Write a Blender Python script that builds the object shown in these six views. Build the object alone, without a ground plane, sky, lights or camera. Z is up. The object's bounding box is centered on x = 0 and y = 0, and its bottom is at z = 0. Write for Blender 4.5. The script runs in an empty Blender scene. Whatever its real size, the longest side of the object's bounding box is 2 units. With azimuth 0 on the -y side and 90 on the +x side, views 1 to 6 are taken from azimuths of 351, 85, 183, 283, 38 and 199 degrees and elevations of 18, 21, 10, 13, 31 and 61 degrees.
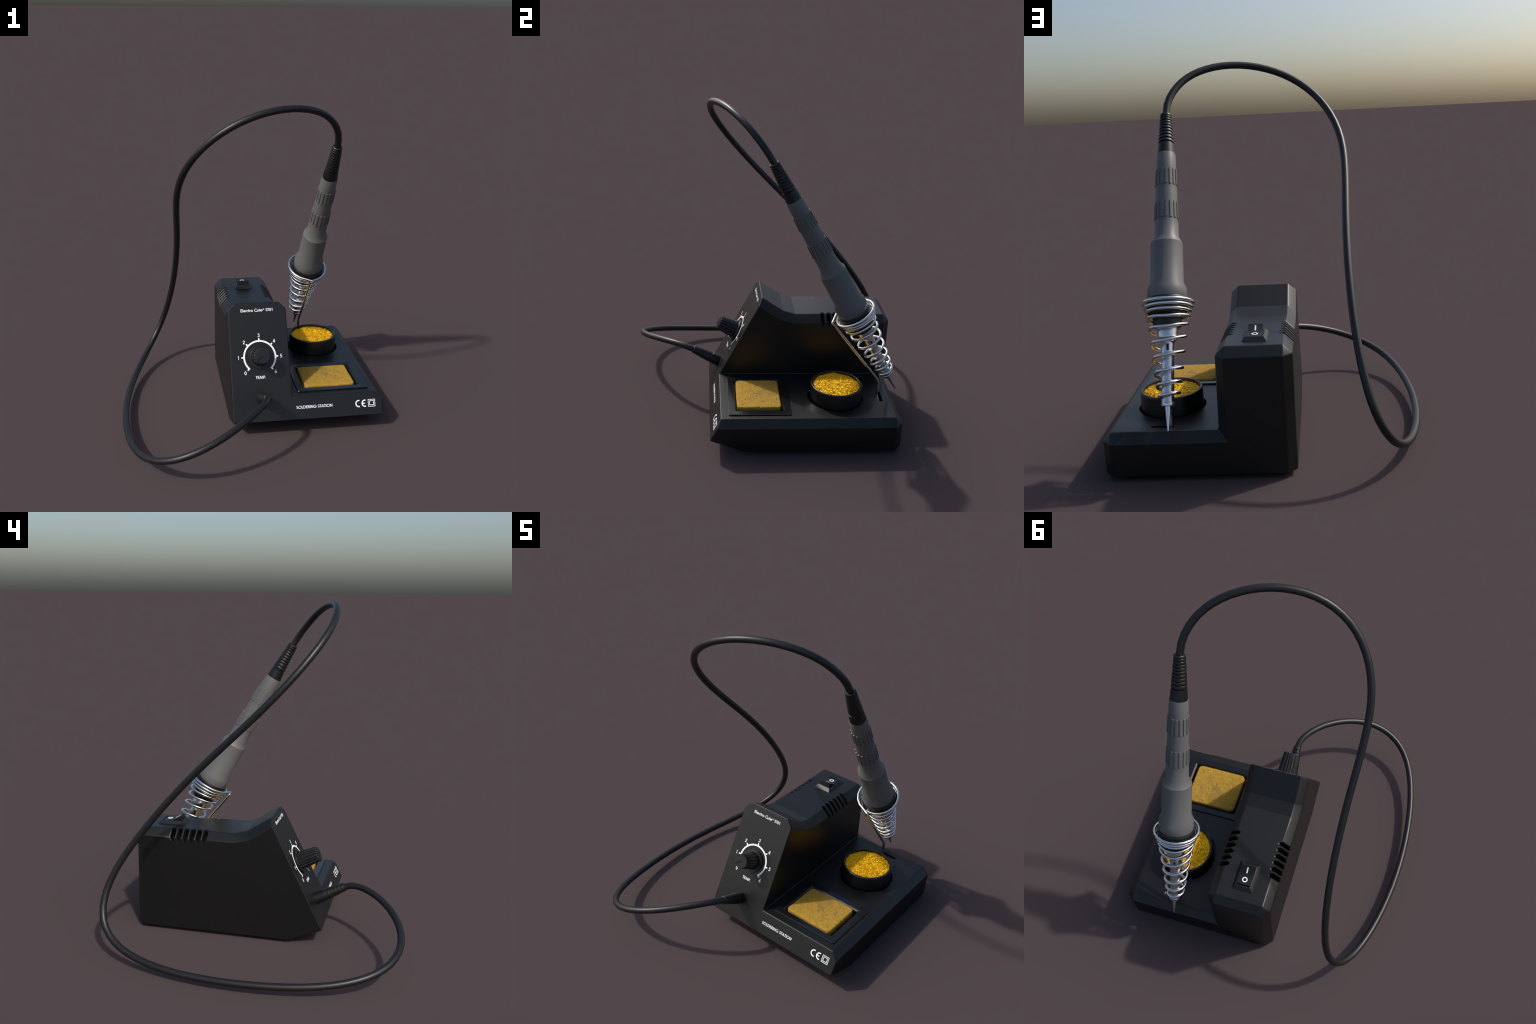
"""Soldering station: plastic housing with sloped control panel, sponge tray,
brass-wool tip cleaner, coil-spring iron holder, soldering iron and its cable."""
import bpy, bmesh, math, random
from mathutils import Vector, Matrix, noise

random.seed(7)
V = Vector
scene = bpy.context.scene
coll = scene.collection

# ------------------------------------------------------------------ materials
def principled(name, color, rough=0.5, metallic=0.0, spec=0.5, coat=0.0):
    m = bpy.data.materials.new(name)
    m.use_nodes = True
    b = m.node_tree.nodes["Principled BSDF"]
    b.inputs["Base Color"].default_value = (*color, 1)
    b.inputs["Roughness"].default_value = rough
    b.inputs["Metallic"].default_value = metallic
    b.inputs["Specular IOR Level"].default_value = spec
    b.inputs["Coat Weight"].default_value = coat
    return m, m.node_tree, b

def grain(nt, bsdf, scale, strength, dist=0.001, detail=4.0):
    """Fine moulded-surface grain as bump, plus slight roughness variation."""
    tc = nt.nodes.new("ShaderNodeTexCoord")
    nz = nt.nodes.new("ShaderNodeTexNoise")
    nz.inputs["Scale"].default_value = scale
    nz.inputs["Detail"].default_value = detail
    bp = nt.nodes.new("ShaderNodeBump")
    bp.inputs["Strength"].default_value = strength
    bp.inputs["Distance"].default_value = dist
    nt.links.new(tc.outputs["Object"], nz.inputs["Vector"])
    nt.links.new(nz.outputs["Fac"], bp.inputs["Height"])
    nt.links.new(bp.outputs["Normal"], bsdf.inputs["Normal"])
    return tc, nz

def tint(nt, bsdf, tc, scale, c0, c1, lo=0.35, hi=0.65, detail=5.0):
    nz = nt.nodes.new("ShaderNodeTexNoise")
    nz.inputs["Scale"].default_value = scale
    nz.inputs["Detail"].default_value = detail
    rp = nt.nodes.new("ShaderNodeValToRGB")
    rp.color_ramp.elements[0].position = lo
    rp.color_ramp.elements[1].position = hi
    rp.color_ramp.elements[0].color = (*c0, 1)
    rp.color_ramp.elements[1].color = (*c1, 1)
    nt.links.new(tc.outputs["Object"], nz.inputs["Vector"])
    nt.links.new(nz.outputs["Fac"], rp.inputs["Fac"])
    nt.links.new(rp.outputs["Color"], bsdf.inputs["Base Color"])
    return rp

def make_materials():
    M = {}
    m, nt, b = principled("black_plastic", (0.0050, 0.0050, 0.0050), 0.40, spec=0.5)
    tc = nt.nodes.new("ShaderNodeTexCoord")
    tint(nt, b, tc, 5, (0.0047, 0.0047, 0.0047), (0.0053, 0.0053, 0.0053))
    M["plastic"] = m
    m, nt, b = principled("knob_plastic", (0.006, 0.006, 0.006), 0.40)
    M["knob"] = m
    m, nt, b = principled("glossy_tray_plastic", (0.007, 0.007, 0.008), 0.20)
    M["tray"] = m
    m, nt, b = principled("can_plastic", (0.006, 0.006, 0.006), 0.3)
    M["can"] = m
    m, nt, b = principled("black_rubber", (0.0065, 0.0065, 0.0065), 0.42)
    M["rubber"] = m
    m, nt, b = principled("cable_rubber", (0.009, 0.009, 0.009), 0.42)
    M["cable"] = m
    m, nt, b = principled("grey_grip", (0.125, 0.125, 0.122), 0.48)
    tc = nt.nodes.new("ShaderNodeTexCoord")
    tint(nt, b, tc, 6, (0.121, 0.121, 0.118), (0.129, 0.129, 0.126))
    M["grey"] = m
    m, nt, b = principled("steel_wire", (0.78, 0.78, 0.78), 0.2, 1.0)
    M["steel"] = m
    m, nt, b = principled("steel_shaft", (0.72, 0.72, 0.73), 0.26, 1.0)
    M["shaft"] = m
    m, nt, b = principled("white_print", (0.97, 0.97, 0.97), 0.5)
    M["white"] = m
    # brass wool
    m, nt, b = principled("brass_wool", (0.95, 0.52, 0.003), 0.36, 0.40, spec=0.4)
    tc, _ = grain(nt, b, 190, 0.5, 0.004)
    tint(nt, b, tc, 55, (0.70, 0.36, 0.001), (1.0, 0.62, 0.003), 0.38, 0.62)
    M["brass"] = m
    # cellulose sponge: ochre with a grey-brown smudge and darker creases
    m, nt, b = principled("yellow_sponge", (0.42, 0.26, 0.035), 0.9, spec=0.25)
    tc, _ = grain(nt, b, 150, 0.6, 0.003, 6)
    rp = tint(nt, b, tc, 45, (0.34, 0.198, 0.026), (0.44, 0.268, 0.038), 0.3, 0.7)
    mp = nt.nodes.new("ShaderNodeVectorMath"); mp.operation = 'DISTANCE'
    mp.inputs[1].default_value = (0.52, -0.045, 0.245)
    nz = nt.nodes.new("ShaderNodeTexNoise"); nz.inputs["Scale"].default_value = 22
    nz.inputs["Detail"].default_value = 4
    mr = nt.nodes.new("ShaderNodeMapRange")
    mr.inputs["From Min"].default_value = 0.015
    mr.inputs["From Max"].default_value = 0.13
    mr.inputs["To Min"].default_value = 1.0
    mr.inputs["To Max"].default_value = 0.0
    sm = nt.nodes.new("ShaderNodeMapRange")
    sm.inputs["From Min"].default_value = 0.45
    sm.inputs["From Max"].default_value = 0.62
    mu = nt.nodes.new("ShaderNodeMath"); mu.operation = 'MULTIPLY'
    mu2 = nt.nodes.new("ShaderNodeMath"); mu2.operation = 'MULTIPLY'
    mu2.inputs[1].default_value = 0.8
    mx = nt.nodes.new("ShaderNodeMix"); mx.data_type = 'RGBA'
    mx.inputs["B"].default_value = (0.23, 0.15, 0.055, 1)
    L = nt.links.new
    L(tc.outputs["Object"], mp.inputs[0]); L(mp.outputs["Value"], mr.inputs["Value"])
    L(tc.outputs["Object"], nz.inputs["Vector"]); L(nz.outputs["Fac"], sm.inputs["Value"])
    L(mr.outputs["Result"], mu.inputs[0]); L(sm.outputs["Result"], mu.inputs[1])
    L(mu.outputs[0], mu2.inputs[0]); L(mu2.outputs[0], mx.inputs["Factor"])
    L(rp.outputs["Color"], mx.inputs["A"]); L(mx.outputs["Result"], b.inputs["Base Color"])
    M["sponge"] = m
    return M

M = make_materials()

# ------------------------------------------------------------------ helpers
def new_obj(name, mesh, mat=None, parent=None):
    o = bpy.data.objects.new(name, mesh)
    coll.objects.link(o)
    if mat is not None:
        mesh.materials.clear()
        mesh.materials.append(mat)
    if parent is not None:
        o.parent = parent
    return o

def mesh_from(name, verts, faces, smooth_angle=None, recalc=True):
    me = bpy.data.meshes.new(name)
    me.from_pydata([tuple(v) for v in verts], [], faces)
    if recalc:
        bm = bmesh.new(); bm.from_mesh(me)
        bmesh.ops.remove_doubles(bm, verts=bm.verts, dist=1e-6)
        bmesh.ops.recalc_face_normals(bm, faces=bm.faces)
        bm.to_mesh(me); bm.free()
    if smooth_angle is not None:
        shade(me, smooth_angle)
    return me

def shade(me, angle):
    me.polygons.foreach_set("use_smooth", [True] * len(me.polygons))
    me.set_sharp_from_angle(angle=math.radians(angle))

def bake(obj):
    """Apply all modifiers of obj in place."""
    bpy.context.view_layer.update()
    dg = bpy.context.evaluated_depsgraph_get()
    me = bpy.data.meshes.new_from_object(obj.evaluated_get(dg))
    obj.modifiers.clear()
    obj.data = me
    return obj

def weighted(obj, angle=32):
    shade(obj.data, angle)
    w = obj.modifiers.new("wn", 'WEIGHTED_NORMAL')
    w.keep_sharp = True
    w.weight = 100
    return bake(obj)

def frame(axis, hint=V((0, 0, 1))):
    a = axis.normalized()
    e1 = a.cross(hint)
    if e1.length < 1e-4:
        e1 = a.cross(V((1, 0, 0)))
    e1.normalize()
    return e1, a.cross(e1)

def lathe(name, origin, axis, profile, segs=48, angle=28, cap=True, hard=()):
    """Revolve (t, r) pairs round an axis."""
    e1, e2 = frame(axis); a = axis.normalized()
    verts, faces, rings = [], [], []
    for t, r in profile:
        c = origin + a * t
        rings.append(len(verts))
        for i in range(segs):
            th = 2 * math.pi * i / segs
            verts.append(c + (e1 * math.cos(th) + e2 * math.sin(th)) * r)
    for k in range(len(rings) - 1):
        for i in range(segs):
            j = (i + 1) % segs
            faces.append((rings[k] + i, rings[k] + j, rings[k + 1] + j, rings[k + 1] + i))
    if cap:
        faces.append(tuple(range(segs)))
        faces.append(tuple(range(rings[-1], rings[-1] + segs)))
    me = mesh_from(name, verts, faces, angle)
    if hard:                                   # crease whole rings
        at = me.attributes.get("sharp_edge") or me.attributes.new("sharp_edge", 'BOOLEAN', 'EDGE')
        for ed in me.edges:
            a0, b0 = ed.vertices[0] // segs, ed.vertices[1] // segs
            if a0 == b0 and a0 in hard:
                at.data[ed.index].value = True
    return me

def tube_data(pts, r, segs=12, closed=False):
    """Sweep a circle along a polyline with parallel transport."""
    n = len(pts)
    tang = []
    for i in range(n):
        a = pts[(i - 1) % n] if (closed or i > 0) else pts[i]
        b = pts[(i + 1) % n] if (closed or i < n - 1) else pts[i]
        tang.append((b - a).normalized())
    e1, _ = frame(tang[0])
    verts, faces = [], []
    for i in range(n):
        if i:
            q = tang[i - 1].rotation_difference(tang[i])
            e1 = (q @ e1).normalized()
        e2 = tang[i].cross(e1)
        rr = r[i] if isinstance(r, (list, tuple)) else r
        for k in range(segs):
            th = 2 * math.pi * k / segs
            verts.append(pts[i] + (e1 * math.cos(th) + e2 * math.sin(th)) * rr)
    for i in range(n - 1):
        for k in range(segs):
            j = (k + 1) % segs
            faces.append((i * segs + k, i * segs + j, (i + 1) * segs + j, (i + 1) * segs + k))
    faces.append(tuple(range(segs)))
    faces.append(tuple(range((n - 1) * segs, n * segs)))
    return verts, faces

def tube(name, pts, r, segs=12, angle=60):
    v, f = tube_data(pts, r, segs)
    return mesh_from(name, v, f, angle)

def prism_faces(poly, extrude):
    """poly: list of Vectors, extrude: Vector -> verts, faces of a closed prism."""
    n = len(poly)
    v = list(poly) + [p + extrude for p in poly]
    f = [tuple(range(n)), tuple(range(n, 2 * n))]
    f += [(i, (i + 1) % n, n + (i + 1) % n, n + i) for i in range(n)]
    return v, f

class Soup:
    """Collects several closed solids into one mesh."""
    def __init__(self):
        self.v, self.f = [], []
    def add(self, v, f):
        o = len(self.v)
        self.v += list(v)
        self.f += [tuple(i + o for i in face) for face in f]
    def mesh(self, name, angle=None):
        return mesh_from(name, self.v, self.f, angle)

def bevelled_box(name, x0, x1, y0, y1, z0, z1, bev, segs=3, angle=40):
    bm = bmesh.new()
    bmesh.ops.create_cube(bm, size=1)
    for v in bm.verts:
        v.co = V(((x0 + x1) / 2 + v.co.x * (x1 - x0), (y0 + y1) / 2 + v.co.y * (y1 - y0),
                  (z0 + z1) / 2 + v.co.z * (z1 - z0)))
    if bev > 0:
        bmesh.ops.bevel(bm, geom=list(bm.edges), offset=bev, segments=segs, profile=0.5, affect='EDGES')
    me = bpy.data.meshes.new(name); bm.to_mesh(me); bm.free()
    shade(me, angle)
    return me

def boolean_cut(obj, cutter_mesh):
    c = bpy.data.objects.new("cutter", cutter_mesh)
    coll.objects.link(c)
    m = obj.modifiers.new("cut", 'BOOLEAN')
    m.operation = 'DIFFERENCE'; m.solver = 'EXACT'; m.object = c
    m.use_self = False
    bake(obj)
    bpy.data.objects.remove(c)

def bspline(ctrl, n, k=3):
    """Clamped uniform cubic B-spline through control points, n samples."""
    m = len(ctrl)
    kn = [0.0] * k + [i / (m - k) for i in range(m - k + 1)] + [1.0] * k
    out = []
    for s in range(n):
        u = min(s / (n - 1), 1 - 1e-9)
        j = k
        while j < m - 1 and u >= kn[j + 1]:
            j += 1
        d = [ctrl[j - k + i].copy() for i in range(k + 1)]
        for r in range(1, k + 1):
            for i in range(k, r - 1, -1):
                den = kn[i + 1 + j - r] - kn[i + j - k]
                a = (u - kn[i + j - k]) / den if den else 0
                d[i] = d[i - 1] * (1 - a) + d[i] * a
        out.append(d[k])
    return out

# ------------------------------------------------------------------ dimensions
XL, XW, XR = -0.1342, 0.2335, 0.8030          # left wall, tower right wall, base right wall
ZB, ZS, YB = 0.020, 0.232, 0.7920           # underside, shelf height, back wall
FOOT = V((0, -0.3685, 0.1045))               # lower edge of the sloped panel (y, z)
PEAK = V((0, -0.0400, 0.7585))               # upper edge of the sloped panel
PD = (PEAK - FOOT).normalized()            # up along the panel
PN = V((1, 0, 0)).cross(PD)                # panel normal, pointing out
PO = V((0, -0.362, 0.112))
PO = FOOT + PD * (PO - FOOT).dot(PD)
def panel(x, v, h=0.0):
    return PO + V((x, 0, 0)) + PD * v + PN * h

station = bpy.data.objects.new("soldering_station", None)
coll.objects.link(station)
station["label"] = "black soldering station with grey iron in coiled spring holder"
station["category"] = "soldering station"

# ------------------------------------------------------------------ housing
def build_housing():
    prof = [FOOT, PEAK, V((0, 0.101, 0.6655)), V((0, 0.178, 0.644)), V((0, YB, 0.644)),
            V((0, YB, ZB)), V((0, -0.160, ZB))]
    ysf = FOOT.y + (ZS - FOOT.z) * PD.y / PD.z
    bm = bmesh.new()
    mk = lambda x, p: bm.verts.new((x, p.y, p.z))
    Lv = [mk(XL, p) for p in prof]
    W = [None] + [mk(XW, p) for p in prof[1:5]]
    Sf, Sb = mk(XW, V((0, ysf, ZS))), mk(XW, V((0, YB, ZS)))
    Rf, Rb = mk(XR, V((0, ysf, ZS))), mk(XR, V((0, YB, ZS)))
    R0, R5, R6 = mk(XR, prof[0]), mk(XR, prof[5]), mk(XR, prof[6])
    F = bm.faces.new
    F(Lv)
    F([Lv[0], R0, Rf, Sf, W[1], Lv[1]])
    for i in (1, 2, 3):
        F([Lv[i], W[i], W[i + 1], Lv[i + 1]])
    F([Lv[5], Lv[4], W[4], Sb, Rb, R5])
    F([Sf, Sb, W[4], W[3], W[2], W[1]])
    F([Sf, Rf, Rb, Sb])
    F([R0, R6, R5, Rb, Rf])
    F([Lv[6], Lv[5], R5, R6])
    F([Lv[0], Lv[6], R6, R0])
    for v in bm.verts:                         # mould draft: tower narrows upwards, base narrows to the ground
        if abs(v.co.x - XW) < 1e-6:
            v.co.x += 0.0025 - 0.0050 * (v.co.z - ZS) / (PEAK.z - ZS)
        elif abs(v.co.x - XR) < 1e-6:
            v.co.x -= 0.008 * (ZS - v.co.z) / ZS
    bmesh.ops.recalc_face_normals(bm, faces=bm.faces)
    chain = [(Lv[1], Lv[2]), (Lv[2], Lv[3]), (Lv[3], Lv[4]), (W[1], W[2]), (W[2], W[3]), (W[3], W[4]),
             (Lv[4], W[4]), (Lv[4], Lv[5]), (W[4], Sb), (Rb, R5), (Rf, Rb), (Sb, Rb)]
    edges = [bm.edges.get(p) for p in chain]
    bmesh.ops.bevel(bm, geom=edges, offset=0.044, segments=1, profile=0.5, affect='EDGES', clamp_overlap=False)
    bmesh.ops.remove_doubles(bm, verts=bm.verts, dist=1e-4)
    me = bpy.data.meshes.new("housing"); bm.to_mesh(me); bm.free()
    o = new_obj("housing", me, M["plastic"], station)
    b = o.modifiers.new("edge", 'BEVEL')
    b.offset_type = 'WIDTH'; b.width = 0.0088; b.segments = 1; b.limit_method = 'ANGLE'; b.angle_limit = math.radians(12)
    bake(o)
    # cooling vents across both top chamfers
    cut = Soup()
    for side in (-1, 1):
        xw = XL if side < 0 else XW
        for k in range(6):
            yc = 0.355 + 0.0402 * k
            # pointed slot wrapped over lid, chamfer and wall: bevelled mouth, then a deep dark pocket
            zt = 0.644
            def P(o, z, y):
                return V((xw + side * o, y, z))
            def ring(tip0, half0, tip3, w, depth, deep=0.0):
                Q = [((-tip0, zt), (0, 1)), ((-0.044, zt), (0.38, 0.92)), ((0.0, zt - 0.044), (0.92, 0.38)), ((0.0, tip3), (1, 0))]
                q = [(p[0] - n[0] * depth - 0.707 * deep, p[1] - n[1] * depth - 0.707 * deep) for p, n in Q]
                return [P(*q[0], yc - half0), P(*q[0], yc + half0), P(*q[1], yc + w), P(*q[2], yc + w), P(*q[3], yc),
                        P(*q[2], yc - w), P(*q[1], yc - w)]
            rings = [ring(0.0735, 0.006, 0.5665, 0.0197, -0.0022), ring(0.0610, 0.0085, 0.578, 0.0108, 0.0085),
                     ring(0.0610, 0.0085, 0.578, 0.0108, 0.0085, 0.050)]
            v = sum(rings, [])
            f = []
            for o0 in (0, 14):
                f += [(o0, o0 + 1, o0 + 2, o0 + 6), (o0 + 2, o0 + 3, o0 + 5, o0 + 6), (o0 + 3, o0 + 4, o0 + 5)]
            for r in (0, 7):
                f += [(r + i, r + (i + 1) % 7, r + 7 + (i + 1) % 7, r + 7 + i) for i in range(7)]
            cut.add(v, f)
    # slot for the holder wire, sponge tray and tip-cleaner recesses
    sl = [V((0.462, 0.682, 0.27)), V((0.462, 0.682, 0.17)), V((0.556, 0.682, 0.17)), V((0.556, 0.682, 0.205)), V((0.590, 0.682, 0.247)), V((0.590, 0.682, 0.27))]
    cut.add(*prism_faces(sl, V((0, 0.025, 0))))
    rect = [V((0.287, -0.249, 0.10)), V((0.722, -0.249, 0.10)), V((0.722, 0.114, 0.10)), V((0.287, 0.114, 0.10))]
    cut.add(*prism_faces(rect, V((0, 0, 0.2))))
    circ = [V((0.5175 + 0.174 * math.cos(2 * math.pi * i / 64), 0.415 + 0.174 * math.sin(2 * math.pi * i / 64), 0.198))
            for i in range(64)]
    cut.add(*prism_faces(circ, V((0, 0, 0.1))))
    boolean_cut(o, cut.mesh("cutter"))
    bm = bmesh.new(); bm.from_mesh(o.data)
    bmesh.ops.remove_doubles(bm, verts=bm.verts, dist=2e-5)
    bm.to_mesh(o.data); bm.free()
    o.data.materials.clear(); o.data.materials.append(M["plastic"])
    weighted(o, 60)
    return o

housing = build_housing()

foot_me = None
for fx in (-0.06, 0.70):
    for fy in (-0.09, 0.69):
        if foot_me is None:
            foot_me = lathe("rubber_foot", V((0, 0, 0)), V((0, 0, 1)), [(0, 0.026), (0.004, 0.03), (0.024, 0.031)], 32)
            foot_me.materials.append(M["rubber"])
        f = bpy.data.objects.new("rubber_foot", foot_me)
        coll.objects.link(f); f.location = (fx, fy, 0); f.parent = station

# ------------------------------------------------------------------ printed marks on the panel
PRINT = 0.0005
LAYER = [0]
def stroke(soup, pts2, w, h0=0.0001, h1=None, closed=False):
    """One printed stroke: a strip of width w along 2-D panel points, with thickness.
    Each stroke is a hair thicker than the one before so no two tops share a plane."""
    LAYER[0] = (LAYER[0] + 1) % 9
    if h1 is None:
        h1 = PRINT + 0.00003 * LAYER[0]
    n = len(pts2)
    P = [V((p[0], p[1], 0)) for p in pts2]
    v = []
    for i in range(n):
        a = P[(i - 1) % n] if (closed or i) else P[i]
        b = P[(i + 1) % n] if (closed or i < n - 1) else P[i]
        if closed or 0 < i < n - 1:
            d1 = (P[i] - a).normalized(); d2 = (b - P[i]).normalized()
            d = (d1 + d2).normalized()
            k = 1 / max(0.35, d.dot(d1))
        else:
            d = (b - a).normalized(); k = 1
        nn = V((-d.y, d.x, 0)) * (w / 2 * k)
        l, r = P[i] + nn, P[i] - nn
        v += [panel(l.x, l.y, h0), panel(r.x, r.y, h0), panel(r.x, r.y, h1), panel(l.x, l.y, h1)]
    f = []
    for i in range(n if closed else n - 1):
        j = (i + 1) % n
        f += [(4 * i + c, 4 * i + (c + 1) % 4, 4 * j + (c + 1) % 4, 4 * j + c) for c in range(4)]
    if not closed:
        f += [(0, 1, 2, 3), tuple(4 * (n - 1) + c for c in range(4))]
    soup.add(v, f)

def arc(cx, cv, r, a0, a1, n):
    return [(cx + r * math.cos(math.radians(a0 + (a1 - a0) * i / n)),
             cv + r * math.sin(math.radians(a0 + (a1 - a0) * i / n))) for i in range(n + 1)]

# Geometric sans lettering drawn from straight lines and circle arcs (cap height 1).
def ell(cx, cy, rx, ry, a0, a1, n=14):
    return [(cx + rx * math.cos(math.radians(a0 + (a1 - a0) * i / n)),
             cy + ry * math.sin(math.radians(a0 + (a1 - a0) * i / n))) for i in range(n + 1)]

SW = 0.150                                   # stroke weight
h = SW / 2
GLYPH = {   # character: (advance, [(points, closed), ...])
    " ": (0.34, []),
    "E": (0.60, [([(0.14, 0), (0.14, 1)], 0), ([(0.14, 1 - h), (0.54, 1 - h)], 0), ([(0.14, 0.5), (0.52, 0.5)], 0), ([(0.14, h), (0.54, h)], 0)]),
    "L": (0.50, [([(0.14, 0), (0.14, 1)], 0), ([(0.14, h), (0.48, h)], 0)]),
    "T": (0.55, [([(0.275, 0), (0.275, 1)], 0), ([(0.01, 1 - h), (0.54, 1 - h)], 0)]),
    "I": (0.28, [([(0.14, 0), (0.14, 1)], 0)]),
    "O": (1.06, [(ell(0.53, 0.5, 0.44, 0.44, 0, 345, 23), 1)]),
    "C": (0.80, [(ell(0.54, 0.5, 0.44, 0.44, 50, 310, 18), 0)]),
    "G": (1.06, [(ell(0.53, 0.5, 0.44, 0.44, 45, 355, 20), 0), ([(0.54, 0.46), (0.98, 0.46)], 0)]),
    "D": (0.84, [([(0.14, 0), (0.14, 1)], 0), ([(0.14, 1 - h), (0.34, 1 - h)] + ell(0.34, 0.5, 0.41, 0.5 - h, 80, -80, 12) + [(0.34, h), (0.14, h)], 0)]),
    "R": (0.66, [([(0.14, 0), (0.14, 1)], 0), ([(0.14, 1 - h), (0.32, 1 - h)] + ell(0.34, 0.70, 0.20, 0.30 - h, 80, -80, 8) + [(0.32, 0.40 + h), (0.14, 0.40 + h)], 0), ([(0.30, 0.46), (0.58, 0.0)], 0)]),
    "P": (0.62, [([(0.14, 0), (0.14, 1)], 0), ([(0.14, 1 - h), (0.32, 1 - h)] + ell(0.34, 0.69, 0.20, 0.31 - h, 80, -80, 8) + [(0.32, 0.38 + h), (0.14, 0.38 + h)], 0)]),
    "N": (0.86, [([(0.14, 0), (0.14, 1)], 0), ([(0.14, 0.95), (0.72, 0.05)], 0), ([(0.72, 0), (0.72, 1)], 0)]),
    "M": (1.04, [([(0.08, 0), (0.24, 0.97)], 0), ([(0.24, 0.97), (0.52, 0.06)], 0), ([(0.52, 0.06), (0.80, 0.97)], 0), ([(0.80, 0.97), (0.96, 0)], 0)]),
    "A": (0.84, [([(0.06, 0), (0.42, 0.98)], 0), ([(0.42, 0.98), (0.78, 0)], 0), ([(0.18, 0.28), (0.66, 0.28)], 0)]),
    "S": (0.60, [(ell(0.29, 0.73, 0.19, 0.19, 30, 225, 12) + ell(0.30, 0.29, 0.215, 0.21, 60, -160, 14), 0)]),
    "l": (0.27, [([(0.135, 0), (0.135, 1.04)], 0)]),
    "e": (0.70, [([(0.08, 0.33), (0.62, 0.33)], 0), (ell(0.35, 0.33, 0.27, 0.27, 0, 310, 18), 0)]),
    "c": (0.58, [(ell(0.35, 0.33, 0.27, 0.27, 52, 308, 16), 0)]),
    "t": (0.38, [([(0.19, 0), (0.19, 0.90)], 0), ([(0.02, 0.60), (0.36, 0.60)], 0)]),
    "r": (0.40, [([(0.12, 0), (0.12, 0.65)], 0), (ell(0.29, 0.40, 0.17, 0.19, 180, 60, 6), 0)]),
    "o": (0.70, [(ell(0.35, 0.33, 0.27, 0.27, 0, 345, 23), 1)]),
    "u": (0.62, [([(0.11, 0.65), (0.11, 0.28)] + ell(0.31, 0.26, 0.20, 0.20, 180, 360, 10) + [(0.51, 0.28), (0.51, 0.65)], 0)]),
    ".": (0.26, [([(0.13, 0), (0.13, 0.17)], 0)]),
    "0": (0.62, [(ell(0.31, 0.5, 0.22, 0.43, 0, 345, 23), 1)]),
    "1": (0.62, [([(0.37, 0), (0.37, 1)], 0), ([(0.37, 1 - h), (0.16, 1 - h - 0.02)], 0)]),
    "2": (0.62, [(ell(0.30, 0.71, 0.205, 0.205, 185, -35, 12) + [(0.09, h)], 0), ([(0.06, h), (0.56, h)], 0)]),
    "3": (0.62, [(ell(0.29, 0.735, 0.175, 0.18, 170, -80, 12), 0), (ell(0.29, 0.29, 0.215, 0.21, 80, -170, 14), 0)]),
    "4": (0.62, [([(0.44, 0), (0.44, 1)], 0), ([(0.42, 0.96), (0.06, 0.31)], 0), ([(0.04, 0.29), (0.58, 0.29)], 0)]),
    "5": (0.62, [([(0.18, 1 - h), (0.52, 1 - h)], 0), ([(0.21, 0.98), (0.15, 0.50)], 0), (ell(0.28, 0.32, 0.225, 0.24, 120, -150, 16), 0)]),
    "6": (0.62, [(ell(0.31, 0.30, 0.215, 0.22, 0, 345, 20), 1), ([(0.12, 0.40), (0.40, 1.0)], 0)]),
}
def lettering(name, body, x0, x1, v0, v1, parent=None, sup=None):
    """Write body between x0 and x1, baseline v0, cap line v1."""
    sc = v1 - v0
    width = sum(GLYPH[c][0] for c in body)
    sx = (x1 - x0) / width
    s = Soup(); x = x0
    for c in body:
        adv, strokes = GLYPH[c]
        for pts, closed in strokes:
            stroke(s, [(x + p[0] * sx, v0 + p[1] * sc) for p in pts], SW * 0.5 * (sx + sc), closed=bool(closed))
        x += adv * sx
    if sup:
        for r, w in ((0.0036, 0.0011), (0.0012, 0.0014)):
            stroke(s, arc(sup[0], sup[1], r, 0, 345, 15), w, closed=True)
    return new_obj(name, s.mesh(name), M["white"], parent or station)

lettering("printed_name", "Electro Cute", -0.0545, 0.0855, 0.6640, 0.6820, sup=(0.0905, 0.6775))
lettering("printed_name", "ST01", 0.1035, 0.1500, 0.6640, 0.6820)
lettering("printed_title", "SOLDERING STATION", 0.2565, 0.4835, 0.0575, 0.0750)
lettering("printed_word", "TEMP.", 0.0175, 0.0815, 0.2525, 0.2705)

DX, DV = 0.0500, 0.3855                     # dial centre on the panel
dial = Soup()
stroke(dial, arc(DX, DV, 0.0975, 225, -45, 72), 0.0105)
for k in range(7):
    a = math.radians(225 - 45 * k)
    c, s = math.cos(a), math.sin(a)
    r0, ro = (0.0925, 0.1085) if k in (0, 6) else (0.0975, 0.1115)
    stroke(dial, [(DX + r0 * c, DV + r0 * s), (DX + ro * c, DV + ro * s)], 0.0095)
    tip = (DX + (ro - 0.0002) * c, DV + (ro - 0.0002) * s)
    stroke(dial, arc(*tip, 0.0021, 0, 330, 11), 0.0042, closed=True)
dme = dial.mesh("dial_scale")
new_obj("dial_scale", dme, M["white"], station)
for k in range(7):
    a = math.radians(225 - 45 * k)
    cx, cv = DX + 0.1325 * math.cos(a), DV + 0.1325 * math.sin(a)
    lettering("dial_number", str(k), cx - 0.0073, cx + 0.0073, cv - 0.0112, cv + 0.0112)

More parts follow.
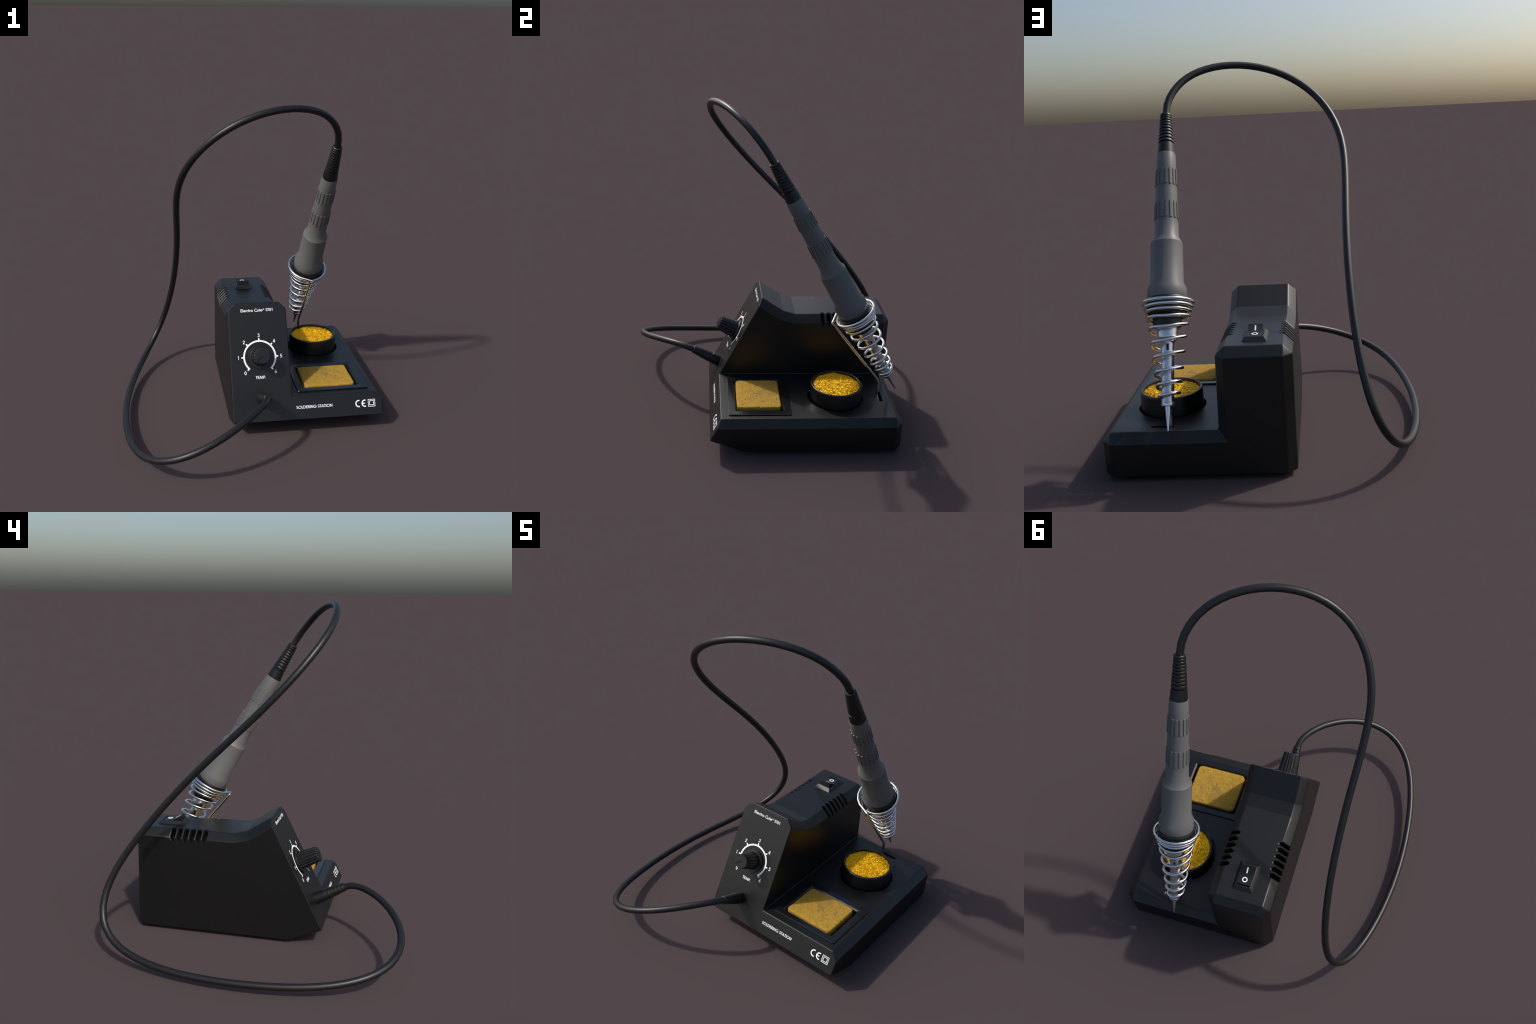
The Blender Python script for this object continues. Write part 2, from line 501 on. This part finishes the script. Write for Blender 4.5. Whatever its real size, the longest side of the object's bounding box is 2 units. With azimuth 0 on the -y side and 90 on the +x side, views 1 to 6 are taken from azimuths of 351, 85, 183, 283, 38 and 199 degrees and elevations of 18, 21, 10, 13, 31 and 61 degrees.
mark = Soup()
stroke(mark, arc(0.6505, 0.0645, 0.0187, 75, 285, 24), 0.0075)
stroke(mark, arc(0.6895, 0.0645, 0.0187, 75, 285, 24), 0.0075)
stroke(mark, [(0.672, 0.0645), (0.6895, 0.0645)], 0.0068)
def sq(cx, cv, h):
    return [(cx - h, cv - h), (cx + h, cv - h), (cx + h, cv + h), (cx - h, cv + h)]
stroke(mark, sq(0.7315, 0.0645, 0.0210), 0.0034, closed=True)
stroke(mark, sq(0.7315, 0.0645, 0.0125), 0.0034, closed=True)
new_obj("printed_approval_mark", mark.mesh("printed_approval_mark"), M["white"], station)

# ------------------------------------------------------------------ temperature knob
def build_knob():
    segs = 16 * 8
    O = panel(DX, DV)
    ex, ey = V((1, 0, 0)), PD
    def ring(h, r, flute):
        out = []
        for i in range(segs):
            th = 2 * math.pi * i / segs
            ph = (i % 8) / 8.0
            g = flute if ph in (0.0, 0.125) else (flute * 0.35 if ph in (0.25, 0.875) else 0)
            rr = r - g
            out.append(O + ex * (rr * math.cos(th)) + ey * (rr * math.sin(th)) + PN * h)
        return out
    rows = [(0.0105, 0.0555, 0.0048), (0.060, 0.0510, 0.0048), (0.122, 0.0460, 0.0045), (0.1285, 0.0448, 0.0038),
            (0.1305, 0.0428, 0.0018)]
    v, f = [], []
    for h, r, g in rows:
        v += ring(h, r, g)
    for k in range(len(rows) - 1):
        for i in range(segs):
            j = (i + 1) % segs
            f.append((k * segs + i, k * segs + j, (k + 1) * segs + j, (k + 1) * segs + i))
    f.append(tuple(range(segs))); f.append(tuple(range((len(rows) - 1) * segs, len(rows) * segs)))
    me = mesh_from("temperature_knob", v, f, 30)
    knob = new_obj("temperature_knob", me, M["knob"], station)
    # pointer groove in the face
    a = math.radians(222); d = ex * math.cos(a) + ey * math.sin(a); s = PN.cross(d)
    q = [O + d * t + s * w for t, w in ((-0.006, -0.004), (0.05, -0.004), (0.05, 0.004), (-0.006, 0.004))]
    c = Soup(); c.add(*prism_faces([p + PN * 0.1245 for p in q], PN * 0.02))
    boolean_cut(knob, c.mesh("cutter"))
    knob.data.materials.clear(); knob.data.materials.append(M["knob"])
    shade(knob.data, 30)
    new_obj("knob_skirt", lathe("knob_skirt", O, PN, [(0.0005, 0.0735), (0.0085, 0.0735), (0.0105, 0.0715), (0.0105, 0.062), (0.0115, 0.0605), (0.0115, 0.02)], 64),
            M["knob"], knob)
build_knob()

# ------------------------------------------------------------------ power switch
def build_switch():
    zt = 0.6425
    x0, x1, y0, y1 = -0.012, 0.109, 0.514, 0.689
    bx0, bx1, by0, by1 = 0.004, 0.093, 0.537, 0.671
    h = 0.021
    v = [V((x0, y0, zt)), V((x1, y0, zt)), V((x1, y1, zt)), V((x0, y1, zt)),
         V((bx0, by0, zt + h)), V((bx1, by0, zt + h)), V((bx1, by1, zt + h)), V((bx0, by1, zt + h))]
    # skirt foot so the bezel sits proud of the lid
    v = [p - V((0, 0, 0.002)) for p in v[:4]] + [p + V((0, 0, 0.003)) for p in v[:4]] + v[4:]
    f = [(0, 1, 2, 3)]
    for k in (0, 4):
        f += [(k + i, k + (i + 1) % 4, k + 4 + (i + 1) % 4, k + 4 + i) for i in range(4)]
    f.append((8, 9, 10, 11))
    me = mesh_from("power_switch", v, f)
    sw = new_obj("power_switch", me, M["knob"], station)
    c = Soup()
    ix0, ix1, iy0, iy1 = 0.0095, 0.0875, 0.543, 0.665
    c.add(*prism_faces([V((ix0, iy0, zt + 0.006)), V((ix1, iy0, zt + 0.006)), V((ix1, iy1, zt + 0.006)), V((ix0, iy1, zt + 0.006))], V((0, 0, 0.05))))
    b = sw.modifiers.new("b", 'BEVEL'); b.width = 0.0015; b.segments = 2; b.limit_method = 'ANGLE'; b.angle_limit = 0.3
    bake(sw)
    boolean_cut(sw, c.mesh("cutter"))
    sw.data.materials.clear(); sw.data.materials.append(M["knob"])
    weighted(sw, 30)
    # rocker: raised at the front, level at the back, with a shallow bend
    e = 0.0015
    prof = [(iy0 + e, zt + 0.0065), (iy0 + e, zt + 0.0220), (0.5510, zt + 0.0500), (0.5650, zt + 0.0420), (0.5880, zt + 0.0280),
            (0.6030, zt + 0.0235), (0.6250, zt + 0.0213), (iy1 - 0.007, zt + 0.0202), (iy1 - 0.006, zt + 0.0065)]
    poly = [V((ix0 + e, y, z)) for y, z in prof]
    rme = Soup(); rme.add(*prism_faces(poly, V((ix1 - ix0 - 2 * e, 0, 0))))
    rk = new_obj("rocker", rme.mesh("rocker"), M["knob"], sw)
    b = rk.modifiers.new("b", 'BEVEL'); b.width = 0.0014; b.segments = 2; b.limit_method = 'ANGLE'; b.angle_limit = math.radians(40)
    bake(rk); weighted(rk, 30)
    # symbols printed on the rocker
    def zr(y):
        for (ya, za), (yb, zb) in zip(prof[1:], prof[2:]):
            if ya <= y <= yb:
                return za + (zb - za) * (y - ya) / (yb - ya)
        return zt + 0.0205
    s = Soup()
    def patch(pts):
        n = len(pts)
        lo = [V((x, y, zr(y) - 0.0006)) for x, y in pts]; hi = [V((x, y, zr(y) + 0.0012)) for x, y in pts]
        s.add(lo + hi, [tuple(range(n)), tuple(range(n, 2 * n))] + [(i, (i + 1) % n, n + (i + 1) % n, n + i) for i in range(n)])
    ybar = [0.562, 0.5695, 0.577, 0.5845, 0.5915]
    for a, b2 in zip(ybar, ybar[1:]):
        patch([(0.0455, a), (0.0525, a), (0.0525, b2), (0.0455, b2)])
    n = 40
    for i in range(n):
        a0, a1 = 2 * math.pi * i / n, 2 * math.pi * (i + 1) / n
        cx, cy = 0.049, 0.6285
        patch([(cx + 0.0095 * math.cos(a0), cy + 0.0095 * math.sin(a0)), (cx + 0.0155 * math.cos(a0), cy + 0.0155 * math.sin(a0)),
               (cx + 0.0155 * math.cos(a1), cy + 0.0155 * math.sin(a1)), (cx + 0.0095 * math.cos(a1), cy + 0.0095 * math.sin(a1))])
    new_obj("switch_symbol", s.mesh("switch_symbol"), M["white"], sw)
build_switch()

# ------------------------------------------------------------------ sponge tray and sponge
def rounded_rect(x0, x1, y0, y1, r, n=6):
    out = []
    for cx, cy, a in ((x1 - r, y0 + r, -90), (x1 - r, y1 - r, 0), (x0 + r, y1 - r, 90), (x0 + r, y0 + r, 180)):
        for i in range(n + 1):
            th = math.radians(a + 90 * i / n)
            out.append((cx + r * math.cos(th), cy + r * math.sin(th)))
    return out

def build_tray():
    # nested rounded-rectangle loops: outer wall, rolled rim, well wall, well floor
    loops = [((0.2835, 0.7255, -0.2525, 0.1175, 0.008), 0.2322), ((0.2805, 0.7285, -0.2555, 0.1205, 0.010), 0.2335),
             ((0.2805, 0.7285, -0.2555, 0.1205, 0.010), 0.2370), ((0.2825, 0.7265, -0.2535, 0.1185, 0.009), 0.2400),
             ((0.2865, 0.7225, -0.2495, 0.1145, 0.008), 0.2405),
             ((0.3225, 0.6875, -0.2165, 0.0825, 0.008), 0.2392),
             ((0.3305, 0.6770, -0.2100, 0.0725, 0.010), 0.2315), ((0.3345, 0.6665, -0.2060, 0.0695, 0.012), 0.2080),
             ((0.3350, 0.6640, -0.2055, 0.0690, 0.012), 0.196), ((0.338, 0.660, -0.203, 0.065, 0.010), 0.191)]
    v, f = [], []
    for (x0, x1, y0, y1, r), z in loops:
        v += [V((x, y, z)) for x, y in rounded_rect(x0, x1, y0, y1, r)]
    n = len(v) // len(loops)
    for k in range(len(loops) - 1):
        for i in range(n):
            j = (i + 1) % n
            f.append((k * n + i, k * n + j, (k + 1) * n + j, (k + 1) * n + i))
    f.append(tuple(range((len(loops) - 1) * n, len(loops) * n)))
    me = mesh_from("sponge_tray", v, f, 50)
    bm = bmesh.new(); bm.from_mesh(me)
    top = max(bm.faces, key=lambda q: q.calc_center_median().z)
    fl = [q for q in bm.faces if len(q.verts) > 10][0]
    if fl.normal.z < 0:
        bmesh.ops.reverse_faces(bm, faces=bm.faces)
    bm.to_mesh(me); bm.free(); shade(me, 28)
    tray = new_obj("sponge_tray", me, M["tray"], station)
    weighted(tray, 28)
    # sponge
    prof = [(0.0, 0.167), (0.0, 0.2325), (0.0025, 0.2395), (0.0075, 0.2440), (0.014, 0.2462)]
    v, f = [], []
    X0, X1, Y0, Y1 = 0.3375, 0.6585, -0.2035, 0.0655
    sm = Soup()
    rr = [V((x, y, 0.1935)) for x, y in rounded_rect(X0, X1, Y0, Y1, 0.026, 8)]
    sm.add(*prism_faces(rr, V((0, 0, 0.0530))))
    sp = new_obj("sponge", sm.mesh("sponge"), M["sponge"], tray)
    b = sp.modifiers.new("b", 'BEVEL'); b.width = 0.010; b.segments = 4; b.limit_method = 'ANGLE'; b.angle_limit = 1.0
    r = sp.modifiers.new("r", 'REMESH'); r.mode = 'VOXEL'; r.voxel_size = 0.0026
    bake(sp)
    rnd = random.Random(3)
    pits = [(V((rnd.uniform(X0, X1), rnd.uniform(Y0, Y1), 0.2455)), rnd.uniform(0.0025, 0.006), rnd.uniform(0, math.pi), rnd.uniform(1.5, 4.0))
            for _ in range(75)]
    pits.append((V((0.628, -0.165, 0.2455)), 0.011, 1.2, 1.3))
    for vert in sp.data.vertices:
        p = vert.co.copy()
        d = 0.0014 * noise.noise(p * 24) + 0.0010 * noise.noise(p * 80 + V((3, 1, 7))) + 0.0008 * noise.noise(p * 200)
        if p.z > 0.238:
            for c, rad, an, el in pits:
                dx, dy = p.x - c.x, p.y - c.y
                if abs(dx) < 0.03 and abs(dy) < 0.03:
                    u = dx * math.cos(an) + dy * math.sin(an); w = -dx * math.sin(an) + dy * math.cos(an)
                    q = (u / (rad * el * 0.8)) ** 2 + (w / (rad * 0.7)) ** 2
                    if q < 4:
                        d += -0.0032 * math.exp(-q * 1.4) + (0.0010 if w > 0 else 0) * math.exp(-(q - 1.2) ** 2)
        vert.co = p + vert.normal * d
    sp.data.polygons.foreach_set("use_smooth", [True] * len(sp.data.polygons))
    sp.data.materials.clear(); sp.data.materials.append(M["sponge"])
build_tray()

# ------------------------------------------------------------------ tip cleaner: can with brass wool
def build_cleaner():
    C = V((0.5172, 0.4155, 0.0))
    prof = [(0.1975, 0.158), (0.2005, 0.1615), (0.321, 0.1608), (0.3265, 0.1592), (0.3290, 0.1560), (0.3290, 0.1500),
            (0.3270, 0.1465), (0.321, 0.1450), (0.26, 0.1450), (0.255, 0.10)]
    me = lathe("tip_cleaner", C, V((0, 0, 1)), prof, 72, 40)
    can = new_obj("tip_cleaner", me, M["can"], station)
    # wool: lumpy pad with several hundred curled strands lying on it
    R = 0.1442
    rings, segs = 40, 96
    v, f = [C + V((0, 0, 0.3195))], []
    def top(x, y, r):
        p = V((x, y, 0))
        return 0.3195 - 0.006 * (r / R) ** 4 + 0.0030 * noise.noise(p * 60) + 0.0018 * noise.noise(p * 170)
    for k in range(1, rings + 1):
        r = R * k / rings
        for i in range(segs):
            th = 2 * math.pi * i / segs
            x, y = r * math.cos(th), r * math.sin(th)
            v.append(C + V((x, y, top(x, y, r))))
    for i in range(segs):
        f.append((0, 1 + i, 1 + (i + 1) % segs))
    for k in range(rings - 1):
        for i in range(segs):
            j = (i + 1) % segs
            f.append((1 + k * segs + i, 1 + k * segs + j, 1 + (k + 1) * segs + j, 1 + (k + 1) * segs + i))
    base = len(v)
    for i in range(segs):
        th = 2 * math.pi * i / segs
        v.append(C + V((R * math.cos(th), R * math.sin(th), 0.262)))
    o = 1 + (rings - 1) * segs
    for i in range(segs):
        j = (i + 1) % segs
        f.append((o + i, o + j, base + j, base + i))
    f.append(tuple(base + i for i in range(segs)))
    s = Soup(); s.add(v, f)
    rnd = random.Random(11)
    for _ in range(620):
        rc = math.sqrt(rnd.random()) * (R - 0.012); th = rnd.uniform(0, 2 * math.pi)
        cx, cy = rc * math.cos(th), rc * math.sin(th)
        cr = rnd.uniform(0.005, 0.016); a0 = rnd.uniform(0, 6.28); span = rnd.uniform(1.6, 5.0) * rnd.choice((-1, 1))
        tilt = rnd.uniform(-0.28, 0.28); ph = rnd.uniform(0, 6.28); lift = rnd.uniform(-0.001, 0.0022)
        pts = []
        n = 9
        for i in range(n):
            a = a0 + span * i / (n - 1)
            x, y = cx + cr * math.cos(a), cy + cr * math.sin(a)
            rr = math.hypot(x, y)
            if rr > R - 0.003:
                x *= (R - 0.003) / rr; y *= (R - 0.003) / rr; rr = R - 0.003
            z = top(x, y, rr) + lift + tilt * cr * math.sin(a + ph) * 0.6
            pts.append(C + V((x, y, z)))
        ok = all((pts[i + 1] - pts[i]).length > 1e-4 for i in range(n - 1))
        if ok:
            vv, ff = tube_data(pts, rnd.uniform(0.0015, 0.0025), 5)
            s.add(vv, ff)
    me = mesh_from("brass_wool", s.v, s.f, None, recalc=True)
    me.polygons.foreach_set("use_smooth", [True] * len(me.polygons))
    w = new_obj("brass_wool", me, M["brass"], can)
    w["kind"] = "stuff"
build_cleaner()

# ------------------------------------------------------------------ soldering iron
TIP = V((0.4658, 0.8076, 0.2539))
AX = V((0.03675, -0.49773, 0.86655)).normalized()
E1, E2 = frame(AX)

def build_iron():
    grip = [(0.642, 0.080), (0.6415, 0.0970), (0.6440, 0.0985), (0.698, 0.0980), (0.733, 0.0832), (0.941, 0.0815), (0.976, 0.0625),
            (1.065, 0.0601), (1.170, 0.0575), (1.255, 0.0552), (1.360, 0.0522), (1.445, 0.0497), (1.449, 0.0485), (1.449, 0.03)]
    iron = new_obj("soldering_iron", lathe("soldering_iron", TIP, AX, grip, 64, 50, hard=[5]), M["grey"], station)
    # sixteen raised ribs in two collars
    def rib(name, t0, t1, r0, r1):
        hw = 0.088
        hgt = 0.0042
        v, f = [], []
        n = 5
        rows = [(t0, 0.0), (t0 + 0.0015, hgt), (t1 - 0.0015, hgt), (t1, 0.0)]
        for t, h in rows:
            r = r0 + (r1 - r0) * (t - t0) / (t1 - t0)
            prof = [(-hw * 1.12, -0.002)] + [(-hw + 2 * hw * i / (n - 1), h) for i in range(n)] + [(hw * 1.12, -0.002)]
            for a, hh in prof:
                rr = r + (hh if h > 0 or hh < 0 else -0.002)
                v.append(AX * t + (E1 * math.cos(a) + E2 * math.sin(a)) * rr)
        w = n + 2
        for k in range(len(rows) - 1):
            for i in range(w - 1):
                f.append((k * w + i, k * w + i + 1, (k + 1) * w + i + 1, (k + 1) * w + i))
            f.append((k * w + w - 1, k * w, (k + 1) * w, (k + 1) * w + w - 1))
        f.append(tuple(range(w))); f.append(tuple(range(3 * w, 4 * w)))
        me = mesh_from(name, v, f, 30)
        me.materials.append(M["grey"])
        return me
    for t0, t1, r0, r1 in ((1.071, 1.165, 0.0598, 0.0577), (1.259, 1.354, 0.0551, 0.0524)):
        me = rib("grip_rib", t0, t1, r0, r1)
        for k in range(16):
            o = bpy.data.objects.new("grip_rib", me)
            coll.objects.link(o); o.parent = iron
            o.matrix_basis = Matrix.Translation(TIP) @ Matrix.Rotation(2 * math.pi * (k + 0.32) / 16, 4, AX)
    # black collar between grip and shaft
    col = [(0.646, 0.090), (0.645, 0.1030), (0.641, 0.1050), (0.634, 0.1055), (0.618, 0.1040), (0.600, 0.1000), (0.576, 0.0955), (0.564, 0.0900),
           (0.558, 0.080), (0.556, 0.0735), (0.552, 0.0725), (0.512, 0.0705), (0.505, 0.0690), (0.504, 0.045)]
    new_obj("heat_collar", lathe("heat_collar", TIP, AX, col, 56, 30), M["rubber"], iron)
    # strain-relief boot with ten grooved rings
    boot = [(1.446, 0.0470), (1.449, 0.0472), (1.4525, 0.0470), (1.511, 0.0412)]
    t, pitch = 1.513, 0.0212
    r_at = lambda t: 0.0408 + (0.0290 - 0.0408) * (t - 1.513) / (1.691 - 1.513)
    n = 10
    step = [0.0215 - 0.0008 * i for i in range(n)]
    k = (1.690 - 1.513) / sum(step)
    for i in range(n):
        w = step[i] * k
        r = r_at(t)
        boot += [(t, r - 0.0055), (t + 0.20 * w, r - 0.0058), (t + 0.24 * w, r + 0.0006), (t + 0.36 * w, r + 0.0012),
                 (t + 0.9 * w, r_at(t + w) + 0.0004), (t + 0.99 * w, r_at(t + w) - 0.001)]
        t += w
    boot += [(1.692, 0.0255), (1.692, 0.012)]
    new_obj("cable_boot", lathe("cable_boot", TIP, AX, boot, 40, 32), M["rubber"], iron)
    # steel shaft with four slots
    sh = [(0.520, 0.050), (0.520, 0.0510), (0.452, 0.0510), (0.447, 0.0500), (0.440, 0.046), (0.432, 0.0365), (0.426, 0.0335), (0.418, 0.0325),
          (0.300, 0.0312), (0.142, 0.0303), (0.1345, 0.0306), (0.1325, 0.0324), (0.119, 0.0324), (0.1175, 0.0316), (0.1170, 0.012)]
    shaft = new_obj("shaft", lathe("shaft", TIP, AX, sh, 40, 22), M["shaft"], iron)
    for a0 in (98, 8):
        a = math.radians(a0)
        d = E1 * math.cos(a) + E2 * math.sin(a); w = AX.cross(d)
        o = TIP + AX * 0.383 - d * 0.06
        q = [o - w * 0.0055, o + w * 0.0055, o + w * 0.0055 + AX * 0.031, o - w * 0.0055 + AX * 0.031]
        c = Soup(); c.add(*prism_faces(q, d * 0.12))
        boolean_cut(shaft, c.mesh("cutter"))
    shaft.data.materials.clear(); shaft.data.materials.append(M["shaft"])
    shade(shaft.data, 30)
    new_obj("dark_core", lathe("dark_core", TIP, AX, [(0.375, 0.012), (0.375, 0.0235), (0.422, 0.0235), (0.422, 0.012)], 24, 30), M["can"], iron)  # black cylinder inside the shaft so that the slots look black
    new_obj("tip", lathe("tip", TIP, AX, [(0.0, 0.002), (0.0012, 0.0036), (0.004, 0.0043), (0.06, 0.0098), (0.118, 0.0152), (0.119, 0.01)], 28, 40),
            M["shaft"], iron)
    return iron
build_iron()

# ------------------------------------------------------------------ coil-spring holder
def build_holder():
    # (turn phase in degrees going up the axis, t along iron axis) read turn by turn
    left  = [0.162, 0.215, 0.275, 0.345, 0.418, 0.495, 0.549, 0.579, 0.599, 0.622]
    front = [0.170, 0.2225, 0.283, 0.3555, 0.4235, 0.4875, 0.5375, 0.5745, 0.598, 0.6193]
    right = [0.182, 0.236, 0.303, 0.383, 0.459, 0.520, 0.560, 0.584, 0.605, 0.627]
    keys = [(-270.0, 0.155)]
    for k in range(10):
        b = 360.0 * k
        keys += [(b - 172, left[k]), (b - 82, front[k]), (b + 8, right[k])]
    keys.append((360 * 9 + 57, 0.631))
    def t_at(a):
        for (a0, t0), (a1, t1) in zip(keys, keys[1:]):
            if a0 <= a <= a1:
                return t0 + (t1 - t0) * (a - a0) / (a1 - a0)
        return keys[-1][1]
    RT = [(0.15, 0.0450), (0.171, 0.0482), (0.225, 0.0564), (0.287, 0.0631), (0.362, 0.0709), (0.434, 0.0793), (0.501, 0.0879),
          (0.549, 0.0968), (0.580, 0.1040), (0.601, 0.1141), (0.623, 0.1213), (0.64, 0.1235)]
    def r_of(t):
        for (a0, r0), (a1, r1) in zip(RT, RT[1:]):
            if t <= a1:
                return r0 + (r1 - r0) * (t - a0) / (a1 - a0)
        return RT[-1][1]
    pts = []
    a = -270.0
    step = 360.0 / 20
    while a <= keys[-1][0] + 0.1:
        # average over one step to soften the pitch changes
        t = (t_at(a - 12) if a - 12 > -270 else t_at(a)) * 0.12 + t_at(a) * 0.76 + t_at(min(a + 12, keys[-1][0])) * 0.12
        grow = min(1.0, max(0.0, (t - 0.17) / 0.25))
        r = r_of(t) + 0.0042 * grow
        th = math.radians(a)
        pts.append(TIP + AX * t + E1 * (0.0053 - 0.0022 * grow) + (E1 * math.cos(th) + E2 * math.sin(th)) * r)
        a += step
    end = V((0.503, 0.364, 0.731))
    bend = V((0.489, 0.371, 0.7215))
    low = V((0.4745, 0.690, 0.318))
    ent = V((0.4745, 0.691, 0.228))
    def soften(p0, p1, p2, d, n=4):
        a = p1 + (p0 - p1).normalized() * d; b = p1 + (p2 - p1).normalized() * d
        return [a.lerp(p1, s).lerp(p1.lerp(b, s), s) for s in [i / n for i in range(n + 1)]]
    last = pts[-1]
    pts += [last.lerp(end, 0.5)]
    pts += soften(last, end, bend, 0.008)
    pts += soften(end, bend, low, 0.007)
    pts += [bend.lerp(low, 0.5)]
    pts += soften(bend, low, ent, 0.020)
    foot = V((0.478, 0.6895, 0.2075))
    toe = V((0.558, 0.6885, 0.2045))
    pts += soften(ent.lerp(low, 0.3), ent.lerp(foot, 0.2), foot, 0.008)[:2]
    pts += soften(ent, foot, toe, 0.013)
    pts += [toe]
    new_obj("iron_holder", tube("iron_holder", pts, 0.0088, 10, 80), M["steel"], station)
build_holder()

# ------------------------------------------------------------------ cable and socket plug
CABLE = [(0.527, -0.035, 1.721), (0.529, -0.07, 1.78), (0.491, -0.138, 1.864), (0.402, -0.218, 1.94), (0.262, -0.3, 1.983),
         (0.089, -0.364, 1.981), (-0.092, -0.391, 1.93), (-0.25, -0.368, 1.832), (-0.367, -0.282, 1.697), (-0.43, -0.146, 1.532),
         (-0.431, 0.035, 1.348), (-0.416, 0.248, 1.148), (-0.413, 0.459, 0.928), (-0.426, 0.644, 0.701), (-0.455, 0.788, 0.493),
         (-0.505, 0.85, 0.313), (-0.576, 0.817, 0.178), (-0.652, 0.682, 0.092), (-0.722, 0.462, 0.054), (-0.772, 0.184, 0.047),
         (-0.784, -0.119, 0.055), (-0.758, -0.407, 0.068), (-0.695, -0.64, 0.102), (-0.59, -0.79, 0.147), (-0.44, -0.848, 0.205),
         (-0.278, -0.821, 0.265), (-0.124, -0.73, 0.314), (-0.007, -0.615, 0.343), (0.055, -0.516, 0.341), (0.055, -0.473, 0.32)]
cp = bspline([V(p) for p in CABLE], 96)
cp = [cp[0] - AX * 0.05] + cp + [cp[-1] - (cp[-2] - cp[-1]).normalized() * 0.03]
new_obj("cable", tube("cable", cp, 0.0200, 16, 80), M["cable"], station)

def build_plug():
    O = panel(0.0505, 0.1325)
    end = V((0.056, -0.473, 0.321))
    ax = (end - O); L = ax.length
    prof = [(-0.012, 0.0375), (0.002, 0.0378), (0.055, 0.0358)]
    t = 0.057
    n = 6
    for i in range(n):
        w = (L - 0.057) / n
        r0 = 0.0357 - 0.0112 * i / n
        r1 = 0.0357 - 0.0112 * (i + 1) / n
        prof += [(t, r0 - 0.0020), (t + 0.10 * w, r0 - 0.0020), (t + 0.18 * w, r0 + 0.0009), (t + 0.60 * w, r0 - 0.0006), (t + 0.97 * w, r1 + 0.0004)]
        t += w
    prof += [(L + 0.001, 0.0225), (L + 0.001, 0.01)]
    new_obj("cable_plug", lathe("cable_plug", O, ax, prof, 40, 28), M["rubber"], station)
build_plug()
